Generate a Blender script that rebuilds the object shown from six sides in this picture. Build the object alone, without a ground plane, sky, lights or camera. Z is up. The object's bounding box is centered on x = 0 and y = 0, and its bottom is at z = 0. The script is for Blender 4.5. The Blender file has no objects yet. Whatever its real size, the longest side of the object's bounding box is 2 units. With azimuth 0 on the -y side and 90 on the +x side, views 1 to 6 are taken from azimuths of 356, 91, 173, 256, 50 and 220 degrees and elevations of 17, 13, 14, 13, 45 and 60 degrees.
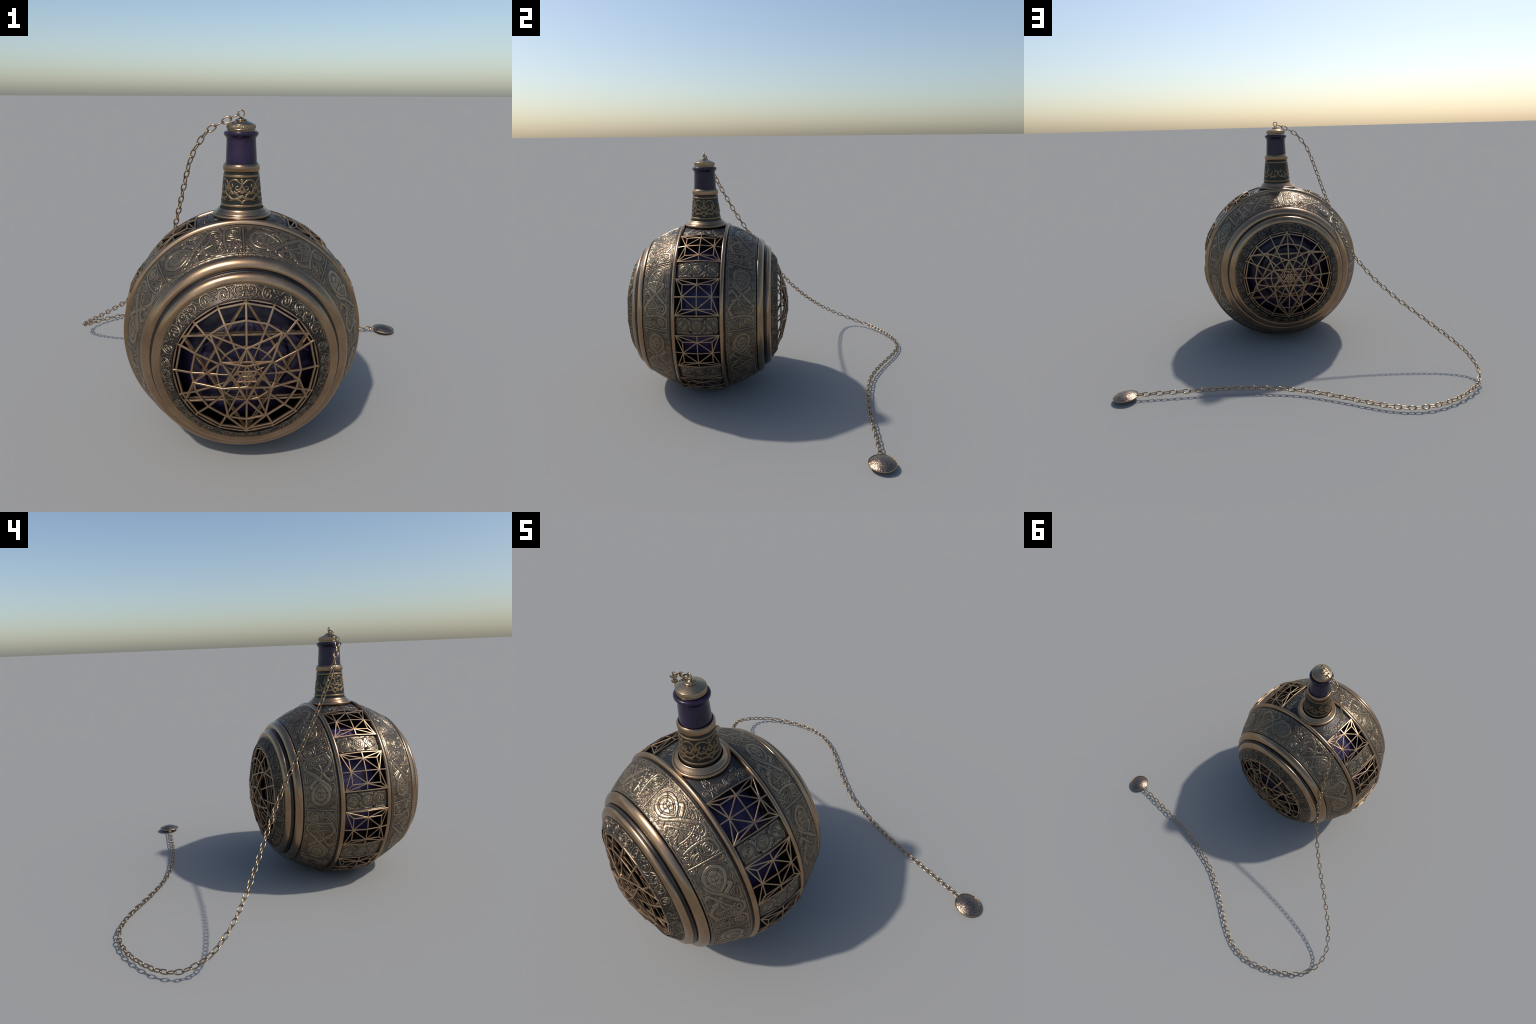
# Ornate round flask: bronze drum with engraved bands, lattice windows and domed
# star grilles, a purple inner bottle, a capped neck, and a chain with a medallion.
import bpy, bmesh, math, random
import numpy as np
from mathutils import Vector, Matrix

random.seed(7)
RNG = np.random.default_rng(7)
TAU = 2 * math.pi
CX, CY, CZ = -0.019, -0.4115, 0.4915          # centre of the drum (its axis runs along y)
NX, NY = -0.0185, -0.411                      # axis of the neck

# ----------------------------------------------------------------------------- scene helpers
root = bpy.data.objects.new("ornate_flask", None)
bpy.context.scene.collection.objects.link(root)
root["label"] = "round bronze flask with lattice windows, purple neck and chain"
root["category"] = "decorative flask"


def add_object(name, mesh, mat=None, parent=None, loc=(0, 0, 0)):
    o = bpy.data.objects.new(name, mesh)
    bpy.context.scene.collection.objects.link(o)
    if mat is not None and mesh is not None and not mesh.materials:
        mesh.materials.append(mat)
    p = parent or root
    o.parent = p
    o.location = Vector(loc) - (world_loc[p.name] if p.name in world_loc else Vector((0, 0, 0)))
    world_loc[o.name] = Vector(loc)
    return o


world_loc = {root.name: Vector((0, 0, 0))}


def mesh_from(name, verts, quads, smooth=True):
    """Mesh from numpy arrays of vertices and quads."""
    verts = np.asarray(verts, np.float32)
    quads = np.asarray(quads, np.int32)
    me = bpy.data.meshes.new(name)
    me.vertices.add(len(verts))
    me.vertices.foreach_set("co", verts.ravel())
    k = quads.shape[1]
    me.loops.add(quads.size)
    me.loops.foreach_set("vertex_index", quads.ravel())
    me.polygons.add(len(quads))
    me.polygons.foreach_set("loop_start", np.arange(0, quads.size, k, dtype=np.int32))
    me.polygons.foreach_set("use_smooth", np.full(len(quads), smooth, bool))
    me.update(calc_edges=True)
    me.validate()
    return me


def grid_quads(nu, nv, wrap_u=False, flip=False):
    iu = np.arange(nu if wrap_u else nu - 1)
    iv = np.arange(nv - 1)
    a, b = np.meshgrid(iu, iv, indexing="ij")
    a2 = (a + 1) % nu
    q = np.stack([a * nv + b, a2 * nv + b, a2 * nv + b + 1, a * nv + b + 1], -1).reshape(-1, 4)
    return q[:, ::-1] if flip else q


def smooth_by_angle(me, deg=35):
    me.set_sharp_from_angle(angle=math.radians(deg))


def round_profile(pts, rad=0.002, n=3):
    """Round the corners of an open profile polyline."""
    pts = [np.array(p, float) for p in pts]
    out = [pts[0]]
    for a, b, c in zip(pts[:-2], pts[1:-1], pts[2:]):
        la, lc = np.linalg.norm(a - b), np.linalg.norm(c - b)
        r = min(rad, 0.45 * la, 0.45 * lc)
        p, q = b + (a - b) / la * r, b + (c - b) / lc * r
        for t in np.linspace(0, 1, n + 1):
            out.append((1 - t) ** 2 * p + 2 * t * (1 - t) * b + t * t * q)
    out.append(pts[-1])
    return np.array(out)


def lathe(name, prof, axis="z", n=160, closed=False, smooth_deg=40):
    """Revolve (height, radius) pairs about an axis through the origin."""
    prof = np.asarray(prof, float)
    if closed:
        prof = np.vstack([prof, prof[:1]])
    th = np.arange(n) / n * TAU
    h, r = prof[:, 0], np.maximum(prof[:, 1], 1e-5)
    c, s = np.cos(th)[:, None], np.sin(th)[:, None]
    if axis == "z":
        v = np.stack([r * c, r * s, h + 0 * c], -1)
        flip = False
    else:                                             # about y: angle measured in the xz plane
        v = np.stack([r * c, h + 0 * c, r * s], -1)
        flip = True
    me = mesh_from(name, v.reshape(-1, 3), grid_quads(n, len(prof), True, flip))
    bm = bmesh.new()
    bm.from_mesh(me)
    bmesh.ops.remove_doubles(bm, verts=bm.verts, dist=2e-5)
    bmesh.ops.recalc_face_normals(bm, faces=bm.faces)
    bm.to_mesh(me)
    bm.free()
    smooth_by_angle(me, smooth_deg)
    return me


def catmull(pts, n=10, closed=False):
    p = np.asarray(pts, float)
    p = np.vstack([p[-1], p, p[0], p[1]]) if closed else np.vstack([2 * p[0] - p[1], p, 2 * p[-1] - p[-2]])
    t = np.linspace(0, 1, n, endpoint=False)[:, None]
    out = []
    for a, b, c, d in zip(p[:-3], p[1:-2], p[2:-1], p[3:]):
        out.append(0.5 * (2 * b + (c - a) * t + (2 * a - 5 * b + 4 * c - d) * t ** 2 + (3 * b - a - 3 * c + d) * t ** 3))
    if not closed:
        out.append(p[-2][None])
    else:
        out.append(p[1][None])
    return np.vstack(out)


def spiral(c, r0, r1, a0, turns, n=40):
    t = np.linspace(0, 1, n)
    a = a0 + turns * TAU * t
    r = r0 + (r1 - r0) * t
    return np.stack([c[0] + r * np.cos(a), c[1] + r * np.sin(a)], -1)


def circle(c, rx, ry=None, n=40, a0=0.0):
    ry = rx if ry is None else ry
    a = a0 + np.linspace(0, TAU, n + 1)
    return np.stack([c[0] + rx * np.cos(a), c[1] + ry * np.sin(a)], -1)


class Relief:
    """A height field over a flat (u, v) rectangle in metres on which ornament is chased
    stroke by stroke; later strokes pass over earlier ones with a groove on either side."""

    def __init__(self, lu, lv, nu, nv, wrap=False, u0=0.0, v0=0.0):
        self.lu, self.lv, self.nu, self.nv, self.wrap, self.u0, self.v0 = lu, lv, nu, nv, wrap, u0, v0
        self.u = u0 + lu * (np.arange(nu) / nu if wrap else np.linspace(0, 1, nu))
        self.v = v0 + np.linspace(0, lv, nv)
        self.h = np.zeros((nu, nv))

    def _ratio(self, pts, hw, reach):
        pts = np.asarray(pts, float)
        hw = np.broadcast_to(np.asarray(hw, float), (len(pts),)) if np.ndim(hw) else np.full(len(pts), float(hw))
        m = reach * hw.max()
        i0, i1 = np.searchsorted(self.u, pts[:, 0].min() - m), np.searchsorted(self.u, pts[:, 0].max() + m)
        j0, j1 = np.searchsorted(self.v, pts[:, 1].min() - m), np.searchsorted(self.v, pts[:, 1].max() + m)
        if i1 <= i0 or j1 <= j0:
            return None
        R = np.full((i1 - i0, j1 - j0), 1e9)
        for k in range(len(pts) - 1):
            a, b = pts[k], pts[k + 1]
            lo, hi = np.minimum(a, b) - m, np.maximum(a, b) + m
            p0, p1 = max(i0, np.searchsorted(self.u, lo[0])), min(i1, np.searchsorted(self.u, hi[0]))
            q0, q1 = max(j0, np.searchsorted(self.v, lo[1])), min(j1, np.searchsorted(self.v, hi[1]))
            if p1 <= p0 or q1 <= q0:
                continue
            du, dv = self.u[p0:p1, None] - a[0], self.v[None, q0:q1] - a[1]
            ex, ey = b - a
            L = ex * ex + ey * ey + 1e-12
            t = np.clip((du * ex + dv * ey) / L, 0, 1)
            d = np.hypot(du - t * ex, dv - t * ey) / (hw[k] + t * (hw[k + 1] - hw[k]))
            w = R[p0 - i0:p1 - i0, q0 - j0:q1 - j0]
            np.minimum(w, d, out=w)
        return slice(i0, i1), slice(j0, j1), R

    def stroke(self, pts, w, h=0.004, groove=0.0, gw=1.5, flat=0.0, taper=None, add=False):
        pts = np.asarray(pts, float)
        hw = w / 2
        if taper is not None:
            hw = hw * np.interp(np.linspace(0, 1, len(pts)), np.linspace(0, 1, len(taper)), taper)
        shifts = (-self.lu, 0, self.lu) if self.wrap else (0,)
        for sft in shifts:
            r = self._ratio(pts + np.array([sft, 0]), hw, gw + 0.3)
            if r is None:
                continue
            si, sj, R = r
            H = self.h[si, sj]
            x = np.clip((R - flat) / (1 - flat), 0, 1)
            prof = np.sqrt(np.clip(1 - x * x, 0, 1))
            if add:
                H += np.where(R < 1, h * prof, 0)
                continue
            if groove:
                g = (R >= 1) & (R < gw)
                H[g] = np.minimum(H[g], -groove * np.sin(np.pi * np.clip((R[g] - 1) / (gw - 1), 0, 1)) ** 0.5)
            m = R < 1
            H[m] = np.maximum(h * prof[m], 0) if not groove else h * prof[m]

    def cut(self, pts, w, d=0.002):
        hw = w / 2
        for sft in ((-self.lu, 0, self.lu) if self.wrap else (0,)):
            r = self._ratio(np.asarray(pts, float) + np.array([sft, 0]), hw, 1.0)
            if r is None:
                continue
            si, sj, R = r
            H = self.h[si, sj]
            H -= np.where(R < 1, d * np.sqrt(np.clip(1 - R * R, 0, 1)), 0)

    def disc(self, c, r, h, edge=0.15):
        for sft in ((-self.lu, 0, self.lu) if self.wrap else (0,)):
            d = np.hypot(self.u[:, None] - c[0] - sft, self.v[None] - c[1]) / r
            m = d < 1
            self.h[m] = (h * np.clip((1 - d) / edge, 0, 1))[m] if h > 0 else h


# ----------------------------------------------------------------------------- materials
def node_mat(name):
    m = bpy.data.materials.new(name)
    m.use_nodes = True
    nt = m.node_tree
    b = nt.nodes["Principled BSDF"]
    return m, nt, b


def N(nt, kind, **kw):
    n = nt.nodes.new(kind)
    for k, v in kw.items():
        if k.startswith("i_"):
            key = k[2:]
            n.inputs[int(key) if key.isdigit() else key.replace("_", " ")].default_value = v
        else:
            setattr(n, k, v)
    return n


def ramp(nt, stops, src):
    r = nt.nodes.new("ShaderNodeValToRGB")
    e = r.color_ramp.elements
    while len(e) < len(stops):
        e.new(0.5)
    for el, (p, c) in zip(e, stops):
        el.position, el.color = p, (*c, 1)
    nt.links.new(src, r.inputs[0])
    return r


def math_node(nt, op, a, b=None, clamp=False):
    n = nt.nodes.new("ShaderNodeMath")
    n.operation, n.use_clamp = op, clamp
    for i, x in enumerate((a, b)):
        if x is None:
            continue
        if isinstance(x, (int, float)):
            n.inputs[i].default_value = x
        else:
            nt.links.new(x, n.inputs[i])
    return n.outputs[0]


def mix(nt, fac, a, b, blend="MIX"):
    n = nt.nodes.new("ShaderNodeMix")
    n.data_type, n.blend_type = "RGBA", blend
    for sock, x in ((n.inputs[0], fac), (n.inputs[6], a), (n.inputs[7], b)):
        if isinstance(x, (int, float)):
            sock.default_value = x
        elif isinstance(x, tuple):
            sock.default_value = (*x, 1)
        else:
            nt.links.new(x, sock)
    return n.outputs[2]


def noise(nt, vec, scale, detail=4, rough=0.55):
    n = N(nt, "ShaderNodeTexNoise", i_Scale=scale, i_Detail=detail, i_Roughness=rough)
    nt.links.new(vec, n.inputs["Vector"])
    return n.outputs[0]


def metal(name, dark, light, rough=(0.26, 0.42), scale=9.0, darkening=None, bump=0.02, grain=220, metallic=1.0):
    """Old bronze: blotchy tone, worn bright edges, dirt in the corners, fine grain."""
    m, nt, b = node_mat(name)
    co = N(nt, "ShaderNodeTexCoord").outputs["Object"]
    n1 = noise(nt, co, scale, 5, 0.6)
    n2 = noise(nt, co, grain, 3, 0.6)
    col = ramp(nt, [(0.30, dark), (0.70, light)], n1).outputs[0]
    if darkening:
        geo = N(nt, "ShaderNodeNewGeometry")
        pt = ramp(nt, [(0.44, (1, 1, 1)), (0.50, (0, 0, 0))], geo.outputs["Pointiness"])
        col = mix(nt, pt.outputs[0], col, darkening)
    sp = ramp(nt, [(0.35, (0.93, 0.93, 0.93)), (0.65, (1.05, 1.05, 1.05))], n2)
    col = mix(nt, 1.0, col, sp.outputs[0], "MULTIPLY")
    nt.links.new(col, b.inputs["Base Color"])
    b.inputs["Metallic"].default_value = metallic
    rr = N(nt, "ShaderNodeMapRange", i_3=rough[0], i_4=rough[1])
    rr.inputs[1].default_value, rr.inputs[2].default_value = 0.3, 0.7
    nt.links.new(n1, rr.inputs[0])
    nt.links.new(rr.outputs[0], b.inputs["Roughness"])
    bp = N(nt, "ShaderNodeBump", i_Strength=bump * 5, i_Distance=0.002)
    nt.links.new(n2, bp.inputs["Height"])
    nt.links.new(bp.outputs[0], b.inputs["Normal"])
    return m


def relief_metal(name, axis, a, slope, lo, hi, recess, mid, top, rough=(0.28, 0.5), cosb=1.0, tint=True, metallic=0.8, swell=0.0, swell_at=0.0):
    """Metal whose tone follows the height of the chasing above its base cone:
    height = distance from the axis minus (a + slope * position along the axis)."""
    m, nt, b = node_mat(name)
    co = N(nt, "ShaderNodeTexCoord").outputs["Object"]
    sx = N(nt, "ShaderNodeSeparateXYZ")
    nt.links.new(co, sx.inputs[0])
    X, Y, Z = sx.outputs
    p, q, along = (X, Z, Y) if axis == "y" else (X, Y, Z)
    rho = math_node(nt, "SQRT", math_node(nt, "ADD", math_node(nt, "MULTIPLY", p, p), math_node(nt, "MULTIPLY", q, q)))
    if axis == "y":
        along = math_node(nt, "ABSOLUTE", along)          # both faces of the drum alike
    base = math_node(nt, "ADD", math_node(nt, "MULTIPLY", along, slope), a)
    if swell:                                             # barrel-shaped base
        base = math_node(nt, "ADD", base, math_node(nt, "MULTIPLY", math_node(nt, "POWER", math_node(nt, "ABSOLUTE", math_node(nt, "SUBTRACT", along, swell_at)), 2.0), swell))
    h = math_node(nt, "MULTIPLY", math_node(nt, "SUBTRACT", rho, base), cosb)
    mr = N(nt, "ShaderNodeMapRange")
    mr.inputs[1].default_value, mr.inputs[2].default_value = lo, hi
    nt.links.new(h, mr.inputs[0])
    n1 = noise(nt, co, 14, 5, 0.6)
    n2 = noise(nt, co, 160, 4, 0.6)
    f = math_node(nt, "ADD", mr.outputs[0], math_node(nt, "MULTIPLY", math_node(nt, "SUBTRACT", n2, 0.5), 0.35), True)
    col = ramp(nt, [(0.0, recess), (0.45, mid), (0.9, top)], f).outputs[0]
    if tint:
        n3 = noise(nt, co, 22, 3, 0.5)
        tn = ramp(nt, [(0.32, (0.98, 1.0, 0.95)), (0.5, (1, 1, 1)), (0.68, (1.05, 0.96, 0.97))], n3)
        col = mix(nt, 1.0, col, tn.outputs[0], "MULTIPLY")
        tone = ramp(nt, [(0.3, (0.78, 0.78, 0.78)), (0.7, (1.12, 1.12, 1.12))], n1)
        col = mix(nt, 1.0, col, tone.outputs[0], "MULTIPLY")
    nt.links.new(col, b.inputs["Base Color"])
    b.inputs["Metallic"].default_value = metallic
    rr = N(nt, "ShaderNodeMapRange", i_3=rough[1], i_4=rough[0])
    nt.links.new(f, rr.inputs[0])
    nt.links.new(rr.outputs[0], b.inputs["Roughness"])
    bp = N(nt, "ShaderNodeBump", i_Strength=0.12, i_Distance=0.001)
    nt.links.new(n2, bp.inputs["Height"])
    nt.links.new(bp.outputs[0], b.inputs["Normal"])
    return m


BRONZE = metal("bronze", (0.275, 0.176, 0.103), (0.415, 0.280, 0.170), (0.21, 0.30), 7, darkening=(0.08, 0.055, 0.040), bump=0.001)
BARS = metal("bar_bronze", (0.310, 0.205, 0.125), (0.400, 0.275, 0.172), (0.34, 0.44), 20, bump=0.005)
LINK = metal("chain_bronze", (0.315, 0.212, 0.120), (0.425, 0.295, 0.172), (0.17, 0.27), 40)
BRASS = metal("stopper_brass", (0.360, 0.258, 0.155), (0.450, 0.330, 0.205), (0.18, 0.26), 30, darkening=(0.12, 0.09, 0.06), bump=0.004)
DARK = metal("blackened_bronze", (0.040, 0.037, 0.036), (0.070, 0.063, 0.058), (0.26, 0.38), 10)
INNER = metal("near_black_lining", (0.012, 0.011, 0.011), (0.03, 0.027, 0.025), (0.6, 0.8), 12)


def purple(name, a, b_, rough, ends=None):
    m, nt, b = node_mat(name)
    co = N(nt, "ShaderNodeTexCoord").outputs["Object"]
    mp = N(nt, "ShaderNodeMapping")
    nt.links.new(co, mp.inputs[0])
    mp.inputs["Scale"].default_value = (1, 1, 0.35)
    n1 = noise(nt, mp.outputs[0], 22, 6, 0.65)
    n2 = noise(nt, co, 7, 3, 0.5)
    col = ramp(nt, [(0.3, a), (0.7, b_)], n1).outputs[0]
    tn = ramp(nt, [(0.35, (0.8, 0.85, 1.0)), (0.65, (1.15, 0.95, 1.0))], n2)
    col = mix(nt, 1.0, col, tn.outputs[0], "MULTIPLY")
    if ends:                                              # the flat ends are multiplied darker and greyer than the sides
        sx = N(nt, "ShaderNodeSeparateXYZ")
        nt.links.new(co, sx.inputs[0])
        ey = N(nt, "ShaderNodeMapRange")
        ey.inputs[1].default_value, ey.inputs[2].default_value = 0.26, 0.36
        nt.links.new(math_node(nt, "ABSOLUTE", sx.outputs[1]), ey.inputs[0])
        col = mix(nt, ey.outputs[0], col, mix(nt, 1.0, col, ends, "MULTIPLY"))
    nt.links.new(col, b.inputs["Base Color"])
    rr = N(nt, "ShaderNodeMapRange", i_3=rough, i_4=rough + 0.15)
    nt.links.new(n1, rr.inputs[0])
    nt.links.new(rr.outputs[0], b.inputs["Roughness"])
    b.inputs["Coat Weight"].default_value = 0.12
    b.inputs["Specular IOR Level"].default_value = 0.35
    b.inputs["Coat Roughness"].default_value = 0.12
    return m


GLAZE = purple("purple_glaze", (0.0055, 0.0038, 0.013), (0.024, 0.0135, 0.047), 0.20)
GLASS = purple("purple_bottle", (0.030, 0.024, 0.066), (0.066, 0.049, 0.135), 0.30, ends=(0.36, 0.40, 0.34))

# ----------------------------------------------------------------------------- drum: body core
# dy = distance from the mid plane, r = radius about the drum's axis
PLATE_R, PLATE_RISE = 0.4910, 0.0155      # plates: radius at their ends, and how far they swell in the middle
PANEL = ((0.1490, 0.4875), (0.3120, 0.4085))
SCROLL = ((0.3905, 0.3245), (0.4262, 0.2775))


def both(prof):
    return [np.asarray(prof, float) * np.array([s, 1]) for s in (-1, 1)]


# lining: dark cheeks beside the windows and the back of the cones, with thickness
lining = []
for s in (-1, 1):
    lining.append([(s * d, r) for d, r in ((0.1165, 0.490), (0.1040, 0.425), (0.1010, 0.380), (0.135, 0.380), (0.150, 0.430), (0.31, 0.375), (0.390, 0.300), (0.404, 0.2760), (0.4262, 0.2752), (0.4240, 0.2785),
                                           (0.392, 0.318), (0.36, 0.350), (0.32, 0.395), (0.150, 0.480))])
bm_all = bmesh.new()
for pr in lining:
    me = lathe("tmp", pr, "y", 128, closed=True)
    bm_all.from_mesh(me)
    bpy.data.meshes.remove(me)
me = bpy.data.meshes.new("body")
bm_all.to_mesh(me)
bm_all.free()
smooth_by_angle(me, 30)
body = add_object("body", me, INNER, root, (CX, CY, CZ))
BC = (CX, CY, CZ)

# rim rings on either side of the window band; the drum stands on their flattened feet
ring_prof = round_profile([(0.1165, 0.470), (0.1165, 0.494), (0.1190, 0.5005), (0.1230, 0.5043), (0.1280, 0.5050), (0.1330, 0.5034), (0.1370, 0.5000), (0.1400, 0.4955), (0.1418, 0.4905), (0.1420, 0.474)], 0.0025, 3)
for s, pr in zip((-1, 1), both(ring_prof)):
    me = lathe("rim_ring", pr, "y", 256, closed=True)
    for v in me.vertices:
        v.co.z = max(v.co.z, -CZ)
    add_object("rim_ring", me, BRONZE, body, BC)

# mouldings outside the engraved bands
m1 = round_profile([(0.312, 0.395), (0.3140, 0.4065), (0.3185, 0.4090), (0.3260, 0.4068), (0.3335, 0.4025), (0.3400, 0.3970), (0.3455, 0.3900), (0.3492, 0.3825), (0.3510, 0.3740), (0.3490, 0.3600)], 0.004, 4)
gv = [(0.350, 0.3655), (0.3560, 0.3685), (0.3590, 0.3655), (0.3620, 0.3640), (0.3660, 0.3610), (0.3640, 0.350)]
rg_ = [(0.1405, 0.478), (0.1415, 0.4868), (0.1445, 0.4880), (0.1480, 0.4868), (0.1510, 0.4800)]
m2 = round_profile([(0.3620, 0.3480), (0.3650, 0.3600), (0.3715, 0.3602), (0.3775, 0.3572), (0.3830, 0.3517), (0.3872, 0.3448), (0.3900, 0.3367), (0.3912, 0.3280), (0.3885, 0.3150)], 0.004, 4)
for nm, pr, mt in (("broad_moulding", m1, BRONZE), ("dark_groove", round_profile(gv, 0.003), DARK), ("dark_groove", rg_, DARK), ("inner_moulding", m2, BRONZE)):
    for p in both(pr):
        add_object(nm, lathe(nm, p, "y", 256), mt, body, BC)


# ----------------------------------------------------------------------------- engraved bands
def draw_panel():
    """One chased panel (an eighth of a band): teardrop medallion in a wreath, crossed
    straps, a coiled beast, a knot and a spiral. Drawn in sketch units, then mapped."""
    L, W = 0.445 * TAU / 8, 0.1832
    R = Relief(L, W, 208, 108, wrap=True)

    def P(pts):
        pts = np.asarray(pts, float)
        u, v = pts[:, 0], pts[:, 1]
        top = 245 + (u - 130) * 0.12
        bot = 1400 - (u - 130) * 0.06
        return np.stack([(v - top) / (bot - top) * L, (u - 120) / 530 * W], -1)

    k = W / 530                                   # metres per sketch unit

    def S(pts, w=20, h=0.0036, groove=0.0016, closed=False, n=8, raw=False, **kw):
        R.stroke(P(pts if raw else catmull(pts, n, closed)), w * k, h, groove, gw=1 + 13 / max(w, 10), flat=0.68, **kw)

    def C(pts, w=13, d=0.0026, closed=False, raw=False):
        R.cut(P(pts if raw else catmull(pts, 8, closed)), w * k, d)

    # ground: small curls and pellets, chased shallow
    rg = np.random.default_rng(11)
    for i in range(85):
        c = (rg.uniform(135, 640), rg.uniform(270, 1400))
        r = rg.uniform(9, 26)
        S(spiral(c, r, r * 0.25, rg.uniform(0, TAU), rg.choice([-1, 1]) * rg.uniform(0.5, 1.2), 12), 9, 0.0014, 0.0008, raw=True)
    for i in range(170):                              # short interlaced cords, scored on both sides
        c = np.array([rg.uniform(130, 640), rg.uniform(270, 1400)])
        a, b = rg.uniform(0, TAU), rg.uniform(0.5, 1.2)
        l = rg.uniform(22, 55)
        d0, d1 = np.array([math.cos(a), math.sin(a)]), np.array([math.cos(a + b), math.sin(a + b)])
        S([c - d0 * l, c, c + d1 * l, c + (d0 + d1) * l * 0.7], rg.uniform(11, 17), rg.uniform(0.0016, 0.0026), 0.0016, n=5)
    # wreath
    for r, w in ((196, 13), (180, 11), (166, 11), (153, 10)):
        S(circle((385, 505), r, r * 1.05, 48), w, 0.0017, 0.0012, raw=True)
    for a in np.arange(0, TAU, TAU / 44):
        p = np.array([385 + 175 * math.cos(a), 505 + 184 * math.sin(a)])
        q = np.array([385 + 192 * math.cos(a + .16), 505 + 200 * math.sin(a + .16)])
        C([p, q], 7, 0.0012, raw=True)
    # corners and edges
    S(spiral((195, 300), 44, 8, 2.6, 1.6), 15, raw=True)
    S(spiral((590, 375), 40, 8, 0.3, -1.5), 14, raw=True)
    S([(540, 350), (610, 370), (625, 470), (590, 560)], 14)
    S([(150, 350), (165, 430), (150, 500), (190, 590), (160, 650), (215, 705)], 18)
    S([(210, 590), (160, 620), (200, 680), (240, 660), (215, 600)], 13)
    S([(150, 560), (145, 690), (190, 760), (160, 830), (200, 880)], 15)
    S([(600, 560), (575, 640), (615, 690), (600, 760)], 13)
    S([(140, 850), (175, 900), (140, 960), (170, 1010)], 12)
    # right wing of the beast
    S([(560, 720), (600, 790), (590, 880), (540, 930)], 26, 0.003)
    S([(585, 740), (618, 820), (605, 900)], 12)
    S(spiral((505, 800), 42, 8, 1.0, 1.7), 12, 0.003, raw=True)
    S([(445, 800), (560, 725)], 11)
    S([(450, 810), (545, 880), (570, 760)], 11)
    # hind loop, coils, legs
    S([(540, 930), (590, 985), (588, 1060), (540, 1115), (470, 1120)], 32)
    S([(500, 1000), (545, 990), (550, 1050), (505, 1065), (495, 1020)], 17)
    S(spiral((430, 1060), 62, 12, 0.4, 1.8), 18, 0.003, raw=True)
    S([(260, 1060), (310, 1100), (370, 1110)], 24, 0.003)
    S(spiral((300, 1090), 40, 8, 1.2, -1.4), 12, 0.0028, raw=True)
    S([(330, 890), (350, 980), (380, 1040)], 20)
    S([(350, 885), (420, 960), (490, 1010)], 20)
    S([(235, 1035), (330, 1030), (420, 1010), (500, 960)], 16)
    S([(285, 905), (215, 960), (185, 1040), (215, 1130), (265, 1165)], 44, 0.0038)
    C([(180, 1065), (240, 1045)])
    C([(175, 980), (225, 960)])
    S([(150, 960), (140, 1080), (165, 1180), (235, 1240)], 12)
    # belly band
    S([(215, 1180), (330, 1150), (470, 1150), (570, 1175), (600, 1260), (590, 1330), (520, 1350)], 30, 0.0034)
    S([(250, 1200), (280, 1230), (300, 1205)], 16)
    R.disc(P([(345, 1215)])[0], 17 * k, -0.002)
    # spiral and knot at the foot
    S(spiral((485, 1245), 68, 10, 1.2, -2.0, 60), 20, raw=True)
    S([(395, 1230), (405, 1300), (470, 1340), (545, 1325)], 14)
    S(circle((205, 1275), 50, 50), 15, raw=True)
    S(circle((205, 1275), 22, 22), 12, raw=True)
    S(circle((305, 1310), 66, 62), 17, raw=True)
    S([(150, 1370), (230, 1330), (300, 1270), (375, 1250)], 14)
    S([(160, 1230), (230, 1310), (330, 1375)], 14)
    S([(240, 1375), (300, 1320), (350, 1290)], 13)
    S([(140, 1200), (150, 1310), (215, 1385), (340, 1385), (420, 1365)], 12)
    # crossed straps
    S([(505, 640), (530, 675), (440, 755), (375, 800), (300, 870), (240, 900)], 46, 0.0036)
    S([(180, 770), (225, 720), (290, 800), (350, 880)], 34)
    R.disc(P([(262, 805)])[0], 17 * k, -0.002)
    S([(255, 560), (240, 600), (300, 680), (375, 755), (460, 850), (540, 930)], 48, 0.004)
    for o in (-13, 13):
        C([(255 + o, 565), (240 + o * 1.2, 600), (300 + o, 680 - o * .7), (375 + o * .7, 755 - o * .7), (460 + o * .7, 850 - o * .7), (535 + o * .7, 925 - o * .7)], 7, 0.0012)
    # medallion: broad border and teardrop field
    tear = [(388, 705), (300, 620), (262, 520), (285, 420), (388, 365), (490, 420), (512, 520), (475, 620)]
    S(tear + [tear[0]], 44, 0.0042, 0.002)
    S([(388, 690), (322, 610), (292, 520), (312, 440), (388, 400), (462, 440), (482, 520), (452, 610), (388, 690)], 13, 0.002)
    inner = P(catmull([(388, 660), (330, 590), (305, 520), (325, 450), (388, 415), (450, 450), (470, 520), (445, 590)], 8, True))
    uu, vv = np.meshgrid(R.u, R.v, indexing="ij")
    win = np.zeros_like(R.h, bool)
    for a, b in zip(inner[:-1], inner[1:]):
        crosses = ((a[1] > vv) != (b[1] > vv)) & (uu < (b[0] - a[0]) * (vv - a[1]) / (b[1] - a[1] + 1e-12) + a[0])
        win ^= crosses
    R.h[win] = 0.0032
    for pts in ([(300, 395), (400, 500), (505, 405)], [(265, 545), (390, 550), (470, 590)], [(395, 500), (380, 600)]):
        C(pts, 13, 0.003)
    C(circle((392, 520), 46, 48), 11, 0.0028, raw=True)
    C(circle((430, 560), 26, 26), 9, 0.002, raw=True)
    S(circle((385, 640), 20, 20), 11, 0.0036, 0.0015, raw=True)
    # dividing rib with a scored line on each side, drawn last
    R.stroke(P([(100, 241), (680, 310)]), 20 * k, 0.0034, 0.003, gw=1.9, flat=0.4)
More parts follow.
